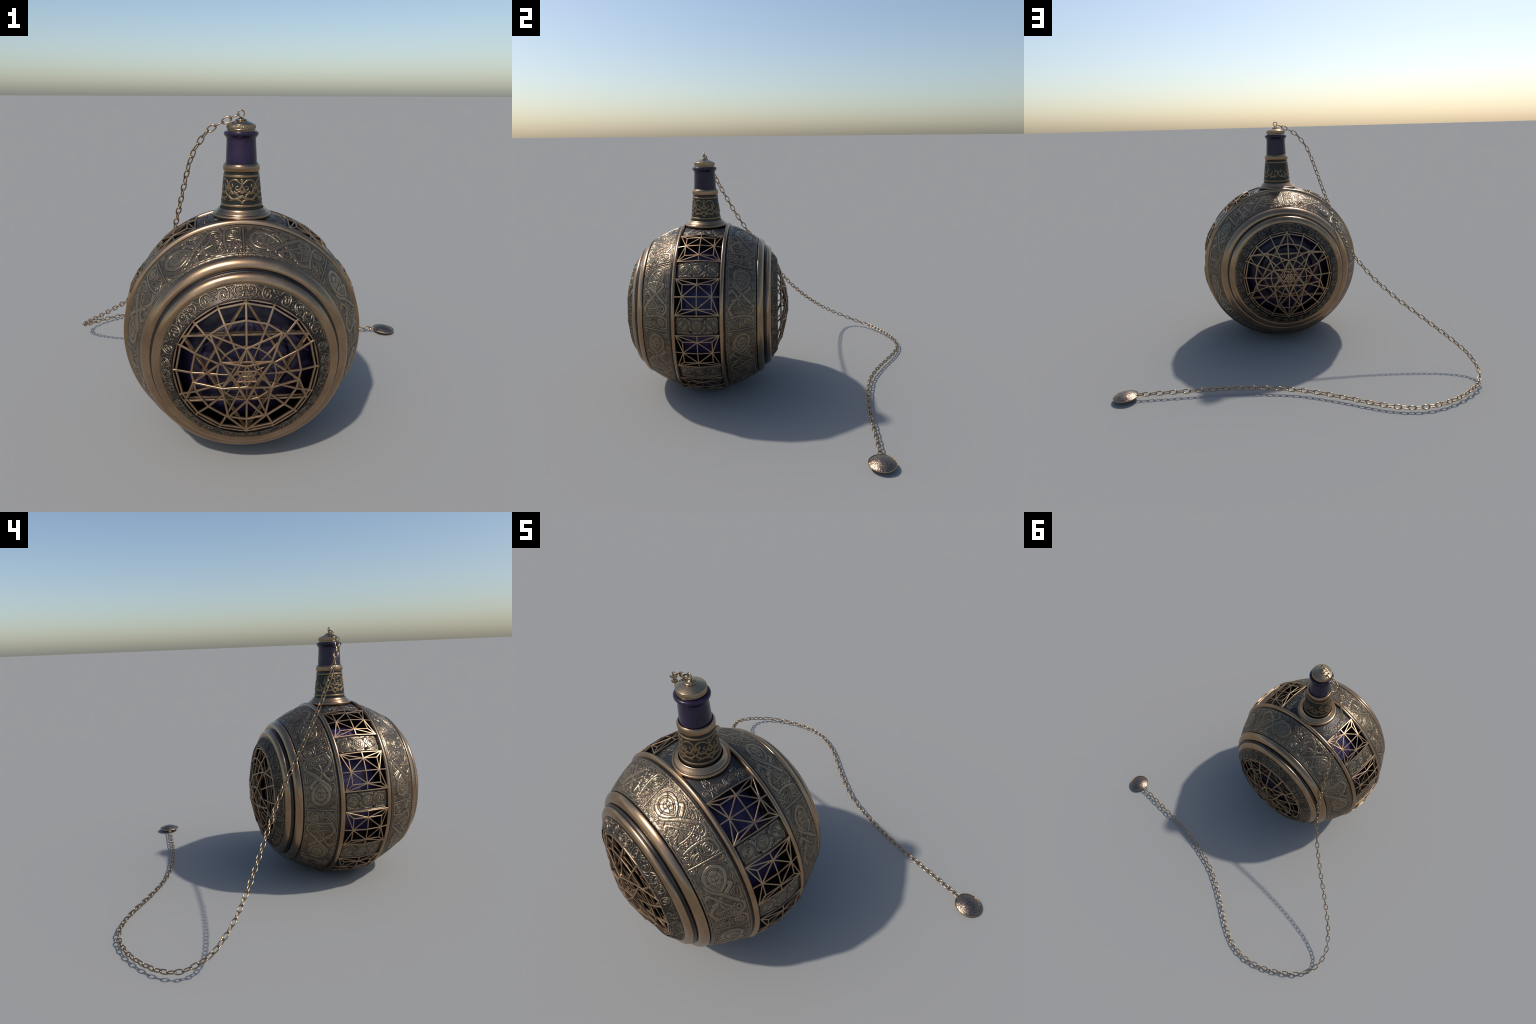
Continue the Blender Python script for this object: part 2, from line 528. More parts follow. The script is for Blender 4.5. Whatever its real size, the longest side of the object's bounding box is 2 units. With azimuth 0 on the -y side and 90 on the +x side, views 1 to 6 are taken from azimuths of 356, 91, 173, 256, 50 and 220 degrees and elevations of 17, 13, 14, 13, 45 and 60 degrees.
    # plain border lines along both edges
    for vv_, w in ((0.006, 0.005), (0.014, 0.0035), (W - 0.006, 0.005), (W - 0.014, 0.0035)):
        R.stroke([(-0.02, vv_), (L + 0.02, vv_)], w, 0.0026, 0.0022, gw=1.7, flat=0.3)
    R.h[:, :1] = -0.003
    R.h[:, -1:] = -0.003
    # hand-beaten unevenness
    R.h *= 0.46
    R.h += 0.0003 * np.sin(R.u[:, None] * 190 + 3 * np.sin(R.v[None] * 120)) * np.sin(R.v[None] * 230)
    return R


panel = draw_panel()
(pd0, pr0), (pd1, pr1) = PANEL
p_len = math.hypot(pd1 - pd0, pr1 - pr0)
p_nd, p_nr = (pr0 - pr1) / p_len, (pd1 - pd0) / p_len
P_BULGE, p_mid, p_half = 0.0055, (pd0 + pd1) / 2, (pd1 - pd0) / 2
p_q = -P_BULGE / p_nr / p_half ** 2
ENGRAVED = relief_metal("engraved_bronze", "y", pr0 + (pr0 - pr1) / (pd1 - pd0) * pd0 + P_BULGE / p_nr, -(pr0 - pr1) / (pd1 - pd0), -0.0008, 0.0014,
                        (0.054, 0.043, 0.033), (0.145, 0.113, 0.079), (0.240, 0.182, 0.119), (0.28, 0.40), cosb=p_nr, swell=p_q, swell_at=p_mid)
tile = np.tile(panel.h, (8, 1))
nu, nv = tile.shape
th = math.pi / 2 - np.arange(nu) / nu * TAU               # panels start at the top rib and run clockwise
for s in (-1, 1):
    h = tile if s > 0 else tile[:, ::-1]
    # sketch left edge lies towards -y on both bands
    f = np.linspace(0, 1, nv)
    h = h + P_BULGE * (1 - (2 * f - 1) ** 2)
    d = pd0 + (pd1 - pd0) * f + p_nd * h
    r = pr0 + (pr1 - pr0) * f + p_nr * h
    v = np.stack([r * np.cos(th)[:, None], s * d, r * np.sin(th)[:, None]], -1).reshape(-1, 3)
    me = mesh_from("engraved_band", v, grid_quads(nu, nv, True, flip=(s > 0)))
    add_object("engraved_band", me, ENGRAVED, body, BC)


# ----------------------------------------------------------------------------- scroll bands round the grilles
def draw_scrolls():
    (d0, r0), (d1, r1) = SCROLL
    L, W = 0.3025 * TAU / 8, math.hypot(d1 - d0, r1 - r0)
    R = Relief(L, W, 168, 40, wrap=True, u0=-L / 2)
    W0 = 0.052
    k = W / W0

    def S(pts, w, taper=None, raw=False, h=0.0032):
        pts = np.asarray(pts, float) * np.array([1, k])
        R.stroke(pts if raw else catmull(pts, 10), w * 1.12, h, 0.0, flat=0.25, taper=taper)

    def scroll(c, m):
        """C scroll with a leaf on its back; m = +1 or -1 mirrors it along the band."""
        def at(pts):
            return np.asarray(pts, float) * np.array([m, 1]) + c
        S(at([(0.014, 0.0205), (0.004, 0.0225), (-0.008, 0.0195), (-0.0155, 0.010), (-0.0175, -0.003), (-0.012, -0.0145), (0.0, -0.0195), (0.0105, -0.0165), (0.0155, -0.008), (0.0125, 0.0005), (0.005, 0.001), (0.003, -0.006)]),
          0.0040, [0.5, 0.9, 1.1, 1, 1, 1, 1.1, 1, 1, 0.9, 1.1, 1.4])
        S(at([(-0.0185, 0.006), (-0.013, 0.0175), (-0.001, 0.0245), (0.013, 0.0235), (0.0225, 0.0185)]), 0.0050, [0.3, 0.9, 1.3, 1.2, 0.4])
        S(at([(-0.0085, -0.004), (-0.007, 0.008), (0.000, 0.0145), (0.008, 0.0135), (0.0085, 0.0075)]), 0.0034, [0.6, 1, 1, 1.1, 1.4])
        S(at([(-0.0015, -0.010), (0.001, 0.001), (0.0045, 0.0075)]), 0.0030)
        S(at([(0.020, 0.017), (0.026, 0.010), (0.032, 0.0085), (0.040, 0.015)]), 0.0036, [0.5, 1, 0.9, 0.4])

    for m in (-1, 1):
        # paired volutes under a palmette, mirrored about the middle of the tile
        S(spiral((m * 0.0185, 0.0355), 0.0115, 0.0025, 0.6 if m > 0 else math.pi - 0.6, m * 1.4, 40), 0.0038, None, True)
        S([(m * 0.002, 0.040), (m * 0.012, 0.0475), (m * 0.030, 0.0465), (m * 0.040, 0.034), (m * 0.038, 0.020), (m * 0.028, 0.0105), (m * 0.016, 0.009), (m * 0.008, 0.015)], 0.0042, [0.7, 1.1, 1, 1, 1, 0.9, 0.8, 1.3])
        S([(m * 0.004, 0.027), (m * 0.014, 0.020), (m * 0.026, 0.0195), (m * 0.033, 0.027)], 0.0036)
        S([(m * 0.010, 0.0155), (m * 0.020, 0.0135), (m * 0.030, 0.0175)], 0.0030)
        S([(m * 0.026, 0.0475), (m * 0.040, 0.0460), (m * 0.050, 0.0385), (m * 0.058, 0.030)], 0.0038, [0.5, 1, 1, 0.6])
        for p, w in (((0.003, 0.047), 0.006), ((0.008, 0.0205), 0.006), ((0.042, 0.0100), 0.006), ((0.018, 0.0045), 0.005), ((0.003, 0.034), 0.006), ((0.004, 0.010), 0.004)):
            S([(m * p[0], p[1]), (m * p[0] + 1e-4, p[1])], w, None, True, 0.003)
        scroll(np.array([m * 0.0800, 0.0255]), m)
        S([(m * 0.104, 0.040), (m * 0.112, 0.045), (m * 0.119, 0.043)], 0.0034, [0.6, 1, 1])
        S([(m * 0.046, 0.020), (m * 0.052, 0.012), (m * 0.062, 0.007), (m * 0.070, 0.006)], 0.0032, [0.5, 1, 1, 0.6])
        for p, w in (((0.050, 0.024), 0.005), ((0.119, 0.027), 0.006), ((0.112, 0.019), 0.004), ((0.112, 0.034), 0.004), ((0.058, 0.0405), 0.004)):
            S([(m * p[0], p[1]), (m * p[0] + 1e-4, p[1])], w, None, True, 0.0026)
    # twisted edge by the grille frame
    R.stroke([(-L, 0.0), (L, 0.0)], 0.005, 0.0015)
    R.stroke([(-L, W), (L, W)], 0.008, 0.0022)
    return R


scr = draw_scrolls()
(sd0, sr0), (sd1, sr1) = SCROLL
s_len = math.hypot(sd1 - sd0, sr1 - sr0)
s_nd, s_nr = (sr0 - sr1) / s_len, (sd1 - sd0) / s_len
sl = (sr1 - sr0) / (sd1 - sd0)
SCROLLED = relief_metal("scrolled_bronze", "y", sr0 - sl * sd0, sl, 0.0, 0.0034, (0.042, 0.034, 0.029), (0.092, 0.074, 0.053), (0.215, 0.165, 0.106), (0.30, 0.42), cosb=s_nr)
tile = np.tile(scr.h[:, ::-1], (8, 1))                      # outer edge of the cone carries the top of the drawing
nu, nv = tile.shape
th = math.pi / 2 + math.pi / 8 - np.arange(nu) / nu * TAU
for s in (-1, 1):
    f = np.linspace(0, 1, nv)
    d = sd0 + (sd1 - sd0) * f + s_nd * tile
    r = sr0 + (sr1 - sr0) * f + s_nr * tile
    v = np.stack([r * np.cos(th)[:, None], s * d, r * np.sin(th)[:, None]], -1).reshape(-1, 3)
    me = mesh_from("scroll_band", v, grid_quads(nu, nv, True, flip=(s > 0)))
    add_object("scroll_band", me, SCROLLED, body, BC)


# ----------------------------------------------------------------------------- bars
def bar_mesh(name, segs):
    """Square bars with chamfered edges; segs = (p, q, outward normal, width)."""
    V, F = [], []
    for p, q, nrm, w in segs:
        c, e = w / 2, w / 2 * 0.80
        ring = [(c, e), (e, c), (-e, c), (-c, e), (-c, -e), (-e, -c), (e, -c), (c, -e)]
        p, q, nrm = Vector(p), Vector(q), Vector(nrm)
        t = (q - p).normalized()
        side = t.cross(nrm).normalized()
        up = side.cross(t).normalized()
        p2, q2 = p - t * w * 0.35, q + t * w * 0.35
        b = len(V)
        for end in (p2, q2):
            for x, y in ring:
                V.append(end + side * x + up * y)
        for i in range(8):
            j = (i + 1) % 8
            F.append((b + i, b + j, b + 8 + j, b + 8 + i))
        F.append(tuple(b + i for i in range(7, -1, -1)))
        F.append(tuple(b + 8 + i for i in range(8)))
    me = bpy.data.meshes.new(name)
    me.from_pydata([v[:] for v in V], [], F)
    me.update()
    bm = bmesh.new()
    bm.from_mesh(me)
    bmesh.ops.recalc_face_normals(bm, faces=bm.faces)
    bm.to_mesh(me)
    bm.free()
    return me


# ----------------------------------------------------------------------------- lattice windows
WIN_HALF = math.radians(11.3)
WIN_C = [math.radians(a) for a in (56.2, 21.9, -12.9, -48.2)]
WIN_C = WIN_C + [math.pi - a for a in WIN_C]
HY = 0.1165


def lattice():
    """Built for a window whose middle faces +x; bulges gently outwards."""
    def pt(a, b):                                   # a across (y), b along the rim, both -1..1
        bulge = 0.0115 * max(0, 1 - a * a) + 0.007 * (1 - b * b) * (1 - 0.7 * a * a)
        r = 0.5005 + bulge
        ang = b * WIN_HALF
        return Vector((r * math.cos(ang), a * HY, r * math.sin(ang)))

    i, j = 0.675, 0.655
    pts = {"nw": (-1, 1), "ne": (1, 1), "sw": (-1, -1), "se": (1, -1), "n": (0, 1), "s": (0, -1), "w": (-1.02, 0), "e": (1.02, 0),
           "inw": (-i, j), "ine": (i, j), "isw": (-i, -j), "ise": (i, -j), "in": (0, j), "is": (0, -j), "iw": (-i, 0), "ie": (i, 0), "c": (0, 0)}
    P = {k: pt(*v) for k, v in pts.items()}
    E = ["nw n", "n ne", "sw s", "s se", "n in", "in c", "c is", "is s", "w iw", "iw c", "c ie", "ie e",
         "inw in", "in ine", "isw is", "is ise", "inw iw", "iw isw", "ine ie", "ie ise",
         "in iw", "in ie", "is iw", "is ie", "nw inw", "ne ine", "sw isw", "se ise",
         "nw in", "ne in", "sw is", "se is", "nw iw", "sw iw", "ne ie", "se ie"]
    segs = []
    for e in E:
        a, b = e.split()
        m = (P[a] + P[b]) / 2
        segs.append((P[a], P[b], Vector((m.x, 0.2 * m.y, m.z)).normalized(), 0.0056))
    return bar_mesh("window_lattice", segs)


lat = lattice()
for a in WIN_C:
    o = add_object("window_lattice", lat, BARS, body, BC)
    o.rotation_euler = (0, -a, 0)


# ----------------------------------------------------------------------------- plates between the windows
def shell_patch(name, R, a0, a1, mat, depth=0.070, centre=None, hole=None):
    """Bend a relief (u along the rim, v along y) on to the drum and give it thick edges."""
    nu, nv = R.h.shape
    ang = np.linspace(a0, a1, nu)
    y = R.v
    r = PLATE_R + PLATE_RISE * (1 - (y / HY) ** 2) + R.h
    outer = np.stack([r * np.cos(ang)[:, None], np.broadcast_to(y, (nu, nv)), r * np.sin(ang)[:, None]], -1)
    ri = PLATE_R - depth
    edge = [outer[0, :], outer[1:, -1], outer[-1, -2::-1], outer[-2:0:-1, 0]]
    loop = np.vstack(edge)
    low = loop.copy()
    rr = np.hypot(low[:, 0], low[:, 2])
    low[:, 0] *= ri / rr
    low[:, 2] *= ri / rr
    idx = np.arange(nu * nv).reshape(nu, nv)
    lidx = np.concatenate([idx[0, :], idx[1:, -1], idx[-1, -2::-1], idx[-2:0:-1, 0]])
    n = len(lidx)
    # separate copy of the edge so that the rim stays crisp
    V = np.vstack([outer.reshape(-1, 3), loop, low])
    b = nu * nv
    k = np.arange(n)
    walls = np.stack([b + k, b + n + k, b + n + (k + 1) % n, b + (k + 1) % n], -1)
    Q = np.vstack([grid_quads(nu, nv, False, flip=(a1 > a0)), walls if a1 < a0 else walls[:, ::-1]])
    me = mesh_from(name, V, Q)
    bm = bmesh.new()
    bm.from_mesh(me)
    if hole:
        bmesh.ops.delete(bm, geom=[f for f in bm.faces if math.hypot(f.calc_center_median().x, f.calc_center_median().y) < hole and f.calc_center_median().z * (1 if math.sin((a0 + a1) / 2) > 0 else -1) > 0], context="FACES")
    bmesh.ops.recalc_face_normals(bm, faces=bm.faces)
    bm.to_mesh(me)
    bm.free()
    smooth_by_angle(me, 60)
    return me


def draw_plate(arc):
    """Three roundels (two with paired whirls, a whirling knot in the middle) in foliage."""
    R = Relief(arc, 2 * HY, 76, 190, u0=-arc / 2, v0=-HY)
    R.h[:] = 0.0030
    y3 = (-0.0765, 0.0, 0.0785)
    u3 = (0.0, 0.0, 0.0)
    rg = np.random.default_rng(5)
    # foliage between the roundels
    for m, yc in ((1, -0.0385), (-1, 0.0395)):
        R.cut(catmull([(m * 0.040, yc + 0.012), (m * 0.022, yc - 0.006), (m * 0.002, yc + 0.002), (-m * 0.018, yc + 0.010), (-m * 0.040, yc - 0.010)], 10), 0.0045, 0.003)
        for a, b, r0 in ((0.027, -0.010, 0.009), (-0.027, 0.011, 0.009), (0.034, 0.010, 0.006), (-0.036, -0.013, 0.006)):
            R.cut(spiral((m * a, yc + b), r0, 0.002, rg.uniform(0, TAU), 1.4, 30), 0.0036, 0.003)
        for a, b in ((0.008, 0.010), (-0.006, -0.008), (0.020, 0.014), (-0.016, -0.013), (0.036, -0.002), (-0.036, 0.003)):
            R.disc((m * a, yc + b), 0.0026, -0.001)
    for i in range(46):
        c = (rg.uniform(-arc / 2 + 0.004, arc / 2 - 0.004), rg.uniform(-HY + 0.006, HY - 0.006))
        if min(math.hypot(c[0], c[1] - y) for y in y3) > 0.037:
            R.cut(spiral(c, rg.uniform(0.003, 0.0065), 0.0012, rg.uniform(0, TAU), rg.choice([-1, 1]) * 0.9, 16), 0.0026, 0.0022)
    for sx in (-1, 1):
        for sy in (-1, 1):
            R.disc((sx * 0.036, sy * 0.109), 0.0035, -0.001)
            R.cut([(sx * 0.040, sy * 0.085), (sx * 0.034, sy * 0.098), (sx * 0.020, sy * 0.112)], 0.003, 0.002)
    for yc, uc, kind in zip(y3, u3, (0, 1, 2)):
        R.disc((uc, yc), 0.0345, -0.0002)
        R.h[np.hypot(R.u[:, None] - uc, R.v[None] - yc) < 0.0345] = 0.0010
        R.cut(circle((uc, yc), 0.0338, n=48), 0.0022, 0.0010)
        d = np.hypot(R.u[:, None] - uc, R.v[None] - yc)
        m = d < 0.0245
        R.h[m] = (0.0036 * np.sqrt(np.clip(1 - (d / 0.0262) ** 2, 0, 1)) ** 0.6)[m]
        if kind == 1:
            for q in range(3):
                a = q * TAU / 3 + 0.5
                R.cut(catmull([(uc + rr * math.cos(a + dd), yc + rr * math.sin(a + dd)) for rr, dd in ((0.004, 0.0), (0.009, 0.35), (0.0145, 1.0), (0.0165, 1.7), (0.0130, 2.1), (0.0105, 1.75))], 8), 0.0028, 0.0028)
            R.cut(circle((uc, yc), 0.0035), 0.0020, 0.0018)
        else:
            g = 1 if kind == 0 else -1
            for q in (1, -1):
                c = (uc + q * 0.0085 * g, yc - q * 0.0085)
                R.cut(circle(c, 0.0075 if q > 0 else 0.0065), 0.0028, 0.0036)
                R.cut(circle((c[0] + q * 0.002, c[1] - q * 0.001), 0.0025), 0.0022, 0.002)
            R.cut(catmull([(uc + 0.019 * g, yc - 0.004), (uc + 0.004 * g, yc + 0.0035), (uc - 0.004 * g, yc - 0.0035), (uc - 0.019 * g, yc + 0.004)], 10), 0.0026, 0.003)
    # scored frame and low edges
    for m in (-1, 1):
        R.cut([(m * (arc / 2 - 0.003), -HY), (m * (arc / 2 - 0.003), HY)], 0.004, 0.004)
        R.cut([(-arc, m * (HY - 0.003)), (arc, m * (HY - 0.003))], 0.005, 0.005)
    R.h *= 0.75
    return R


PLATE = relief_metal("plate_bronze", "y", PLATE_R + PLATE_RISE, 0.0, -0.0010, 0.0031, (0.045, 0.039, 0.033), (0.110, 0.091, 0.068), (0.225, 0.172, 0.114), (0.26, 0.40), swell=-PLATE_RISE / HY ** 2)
gaps = []
wc = [56.2, 21.9, -12.9, -48.2]
for a, b in zip(wc[:-1], wc[1:]):
    gaps.append((math.radians(a) - WIN_HALF - 0.011, math.radians(b) + WIN_HALF + 0.011))
arc = sum(g[0] - g[1] for g in gaps) / len(gaps) * PLATE_R
plate_rel = draw_plate(arc)
for g in gaps:
    add_object("window_plate", shell_patch("window_plate", plate_rel, g[0], g[1], PLATE), PLATE, body, BC)
for g in gaps:
    add_object("window_plate", shell_patch("window_plate", plate_rel, math.pi - g[0], math.pi - g[1], PLATE), PLATE, body, BC)


def draw_floral(arc):
    """Dark plate under the neck and under the foot, with outlined palmettes in the corners."""
    R = Relief(arc, 2 * HY, 260, 190, u0=-arc / 2, v0=-HY)

    def S(pts, closed=False, w=0.0030, taper=None):
        R.stroke(catmull(pts, 9, closed), w, 0.0016, 0.0, taper=taper)

    def leaf(p, ang, ln, wd):
        c, s = math.cos(ang), math.sin(ang)
        pts = [(0, 0), (ln * .3, wd), (ln * .7, wd * .7), (ln, 0), (ln * .65, -wd * .8), (ln * .3, -wd)]
        S([(p[0] + x * c - y * s, p[1] + x * s + y * c) for x, y in pts], True, 0.0026)
        S([(p[0], p[1]), (p[0] + ln * .6 * c, p[1] + ln * .6 * s)], False, 0.002)

    def palmette(u, v, m, mu):
        """Spray rooted at the window corner, opening towards the neck."""
        def q(x, y):
            return (u + mu * x * 1.25, v + m * y * 1.25)
        def lf(x, y, ang, ln, wd):
            a = math.atan2(m * math.sin(ang), mu * math.cos(ang))
            leaf(q(x, y), a, ln * 1.25, wd * 1.2)
        S([q(0.002, -0.010), q(0.016, -0.004), q(0.028, 0.0), q(0.036, 0.0)])
        S([q(0.002, 0.010), q(0.016, 0.004), q(0.028, 0.0)])
        R.stroke(circle(q(0.026, 0.0), 0.006, 0.0085), 0.0026, 0.0026)
        for g in (-1, 1):
            S([q(0.034, 0.0), q(0.044, g * 0.010), q(0.056, g * 0.009), q(0.058, g * 0.002), q(0.050, g * 0.003)])
            lf(0.012, g * 0.012, g * 1.1, 0.018, 0.004)
            lf(0.030, g * 0.006, g * 1.35, 0.038, 0.006)
            lf(0.020, g * 0.014, g * 0.8, 0.020, 0.004)
            S([q(0.030, g * 0.004), q(0.036, g * 0.018), q(0.030, g * 0.030), q(0.020, g * 0.026), q(0.023, g * 0.019)])
        lf(0.054, 0.0, 0.0, 0.024, 0.0065)

    e = arc / 2 - 0.006
    for mu, u in ((1, -e), (-1, e)):
        for m, v in ((1, -0.066), (-1, 0.066)):
            palmette(u, v, m, mu)
        for g in (-1, 1):
            leaf((u + mu * 0.012, g * 0.008), math.atan2(g * 0.6, mu), 0.026, 0.005)
            leaf((u + mu * 0.012, g * 0.008), math.atan2(g * 2.2, mu), 0.022, 0.004)
        leaf((u + mu * 0.014, 0), 0 if mu > 0 else math.pi, 0.034, 0.006)
    for m in (-1, 1):
        R.cut([(m * (arc / 2 - 0.002), -HY), (m * (arc / 2 - 0.002), HY)], 0.004, 0.003)
    return R


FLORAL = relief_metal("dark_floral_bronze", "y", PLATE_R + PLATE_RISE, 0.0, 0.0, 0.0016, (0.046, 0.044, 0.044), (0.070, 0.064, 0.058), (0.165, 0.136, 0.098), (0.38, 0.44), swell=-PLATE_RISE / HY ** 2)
a_top = math.radians(wc[0]) + WIN_HALF
fl = draw_floral((math.pi - 2 * a_top) * PLATE_R)
add_object("neck_plate", shell_patch("neck_plate", fl, a_top, math.pi - a_top, FLORAL), FLORAL, body, BC)
a_bot = math.radians(wc[-1]) - WIN_HALF
fl2 = draw_floral((math.pi + 2 * a_bot) * PLATE_R)
foot = shell_patch("foot_plate", fl2, -math.pi - a_bot, a_bot, FLORAL)
for vert in foot.vertices:                                 # flattened so that the drum stands
    vert.co.z = max(vert.co.z, -CZ + 0.0015)
add_object("foot_plate", foot, FLORAL, body, BC)


# ----------------------------------------------------------------------------- domed star grilles
def grille():
    """Seen from outside with the drum's top up; local z is outwards, x right, y up."""
    def pol(r, deg, z):
        a = math.radians(deg)
        return Vector((r * math.cos(a), r * math.sin(a), z))

    segs = []

    def bar(p, q, w=0.0076):
        m = (p + q) / 2
        segs.append((p, q, Vector((m.x * 1.2, m.y * 1.2, 1)).normalized(), w))

    deg = [90 + 22.5 * i for i in range(16)]
    O = [pol(0.2760, d, 0.4215) for d in deg]
    I = [pol(0.2615, d, 0.4235) for d in deg]
    Nn = [pol(0.2040, d, 0.4475) for d in deg]
    M = [pol(0.1100, d, 0.4665) for d in deg]
    Q = [pol(0.0340, d, 0.4740) for d in deg]
    for i in range(16):
        j = (i + 1) % 16
        bar(O[i], O[j]); bar(I[i], I[j]); bar(Nn[i], Nn[j]); bar(M[i], M[j], 0.0064); bar(Q[i], Q[j], 0.0038)
        bar(O[i], I[i]); bar(I[i], Nn[i]); bar(Nn[i], M[i]); bar(M[i], Q[i], 0.0046)
    # six-pointed star set deep, each side a pair of bars
    tips = [90, 150, 210, 270, 330, 30]
    for z, r in ((0.4190, 0.2690), (0.3990, 0.2690)):
        T = [pol(r, d, z) for d in tips]
        for a in range(6):
            bar(T[a], T[(a + 2) % 6])
    # raised star: kite arms from the rim to the inner hexagon
    H = {d: pol(0.1060, d, 0.4785) for d in tips}
    C = {d: pol(0.0420, d, 0.4900) for d in tips}
    c2 = [pol(0.0210, d + 30, 0.4860) for d in tips]
    rim = {d: pol(0.2700, d, 0.4225) for d in tips}
    kite = {150: 130.5, 210: 191.0, 270: 250.0, 30: 49.5, 330: 349.0}
    def arm(k, tip, inner):
        Kp = pol(0.2020, k, 0.4530)
        bar(rim[tip], Kp)
        for d in inner:
            bar(Kp, H[d])
    arm(130.5, 150, (90, 150)); arm(49.5, 30, (90, 30))
    arm(191.0, 210, (150, 210)); arm(349.0, 330, (30, 330))
    arm(250.0, 270, (210, 270)); arm(290.0, 270, (330, 270))
    for a in range(6):
        d0, d1, d2 = tips[a], tips[(a + 1) % 6], tips[(a + 2) % 6]
        bar(H[d0], H[d2], 0.0068)
        bar(H[d0], C[d1], 0.0062); bar(H[d0], C[tips[(a + 5) % 6]], 0.0062)
        bar(C[d0], C[d2], 0.0054); bar(C[d0], c2[a], 0.0054); bar(C[d1], c2[a], 0.0054)
        bar(c2[a], c2[(a + 2) % 6], 0.0048); bar(c2[a], pol(0.0, 0, 0.4905), 0.0048)
        bar(H[d0], M[int(round((d0 - 90) / 22.5)) % 16])
    return bar_mesh("star_grille", segs)


gr = grille()
for s in (-1, 1):
    o = add_object("star_grille", gr, BARS, body, BC)
    o.rotation_euler = (math.pi / 2, 0, 0) if s < 0 else (math.pi / 2, 0, math.pi)

# ----------------------------------------------------------------------------- inner bottle
ib = [(-0.372, 0.0), (-0.372, 0.150), (-0.366, 0.166), (-0.352, 0.172), (-0.348, 0.200), (-0.338, 0.232), (-0.315, 0.262), (-0.25, 0.315), (-0.17, 0.364), (-0.09, 0.391), (0, 0.397)]
ib = round_profile(ib + [(-d, r) for d, r in ib[-2::-1]], 0.02, 4)
ime = lathe("inner_bottle", ib, "y", 192, smooth_deg=50)
for v in ime.vertices:                                     # hand-blown waviness
    a = math.atan2(v.co.z, v.co.x)
    k = 1 + 0.006 * math.sin(7 * a + 9 * v.co.y) + 0.004 * math.sin(19 * a - 22 * v.co.y)
    v.co.x *= k
    v.co.z *= k
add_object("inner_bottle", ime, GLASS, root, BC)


# ----------------------------------------------------------------------------- neck
NB = (NX, NY, 1.0)                                         # origin of the neck parts


def zr(pts):
    return [(z - 1.0, r) for z, r in pts]


SLEEVE0, SLEEVE1 = (1.000, 0.0892), (1.176, 0.0713)


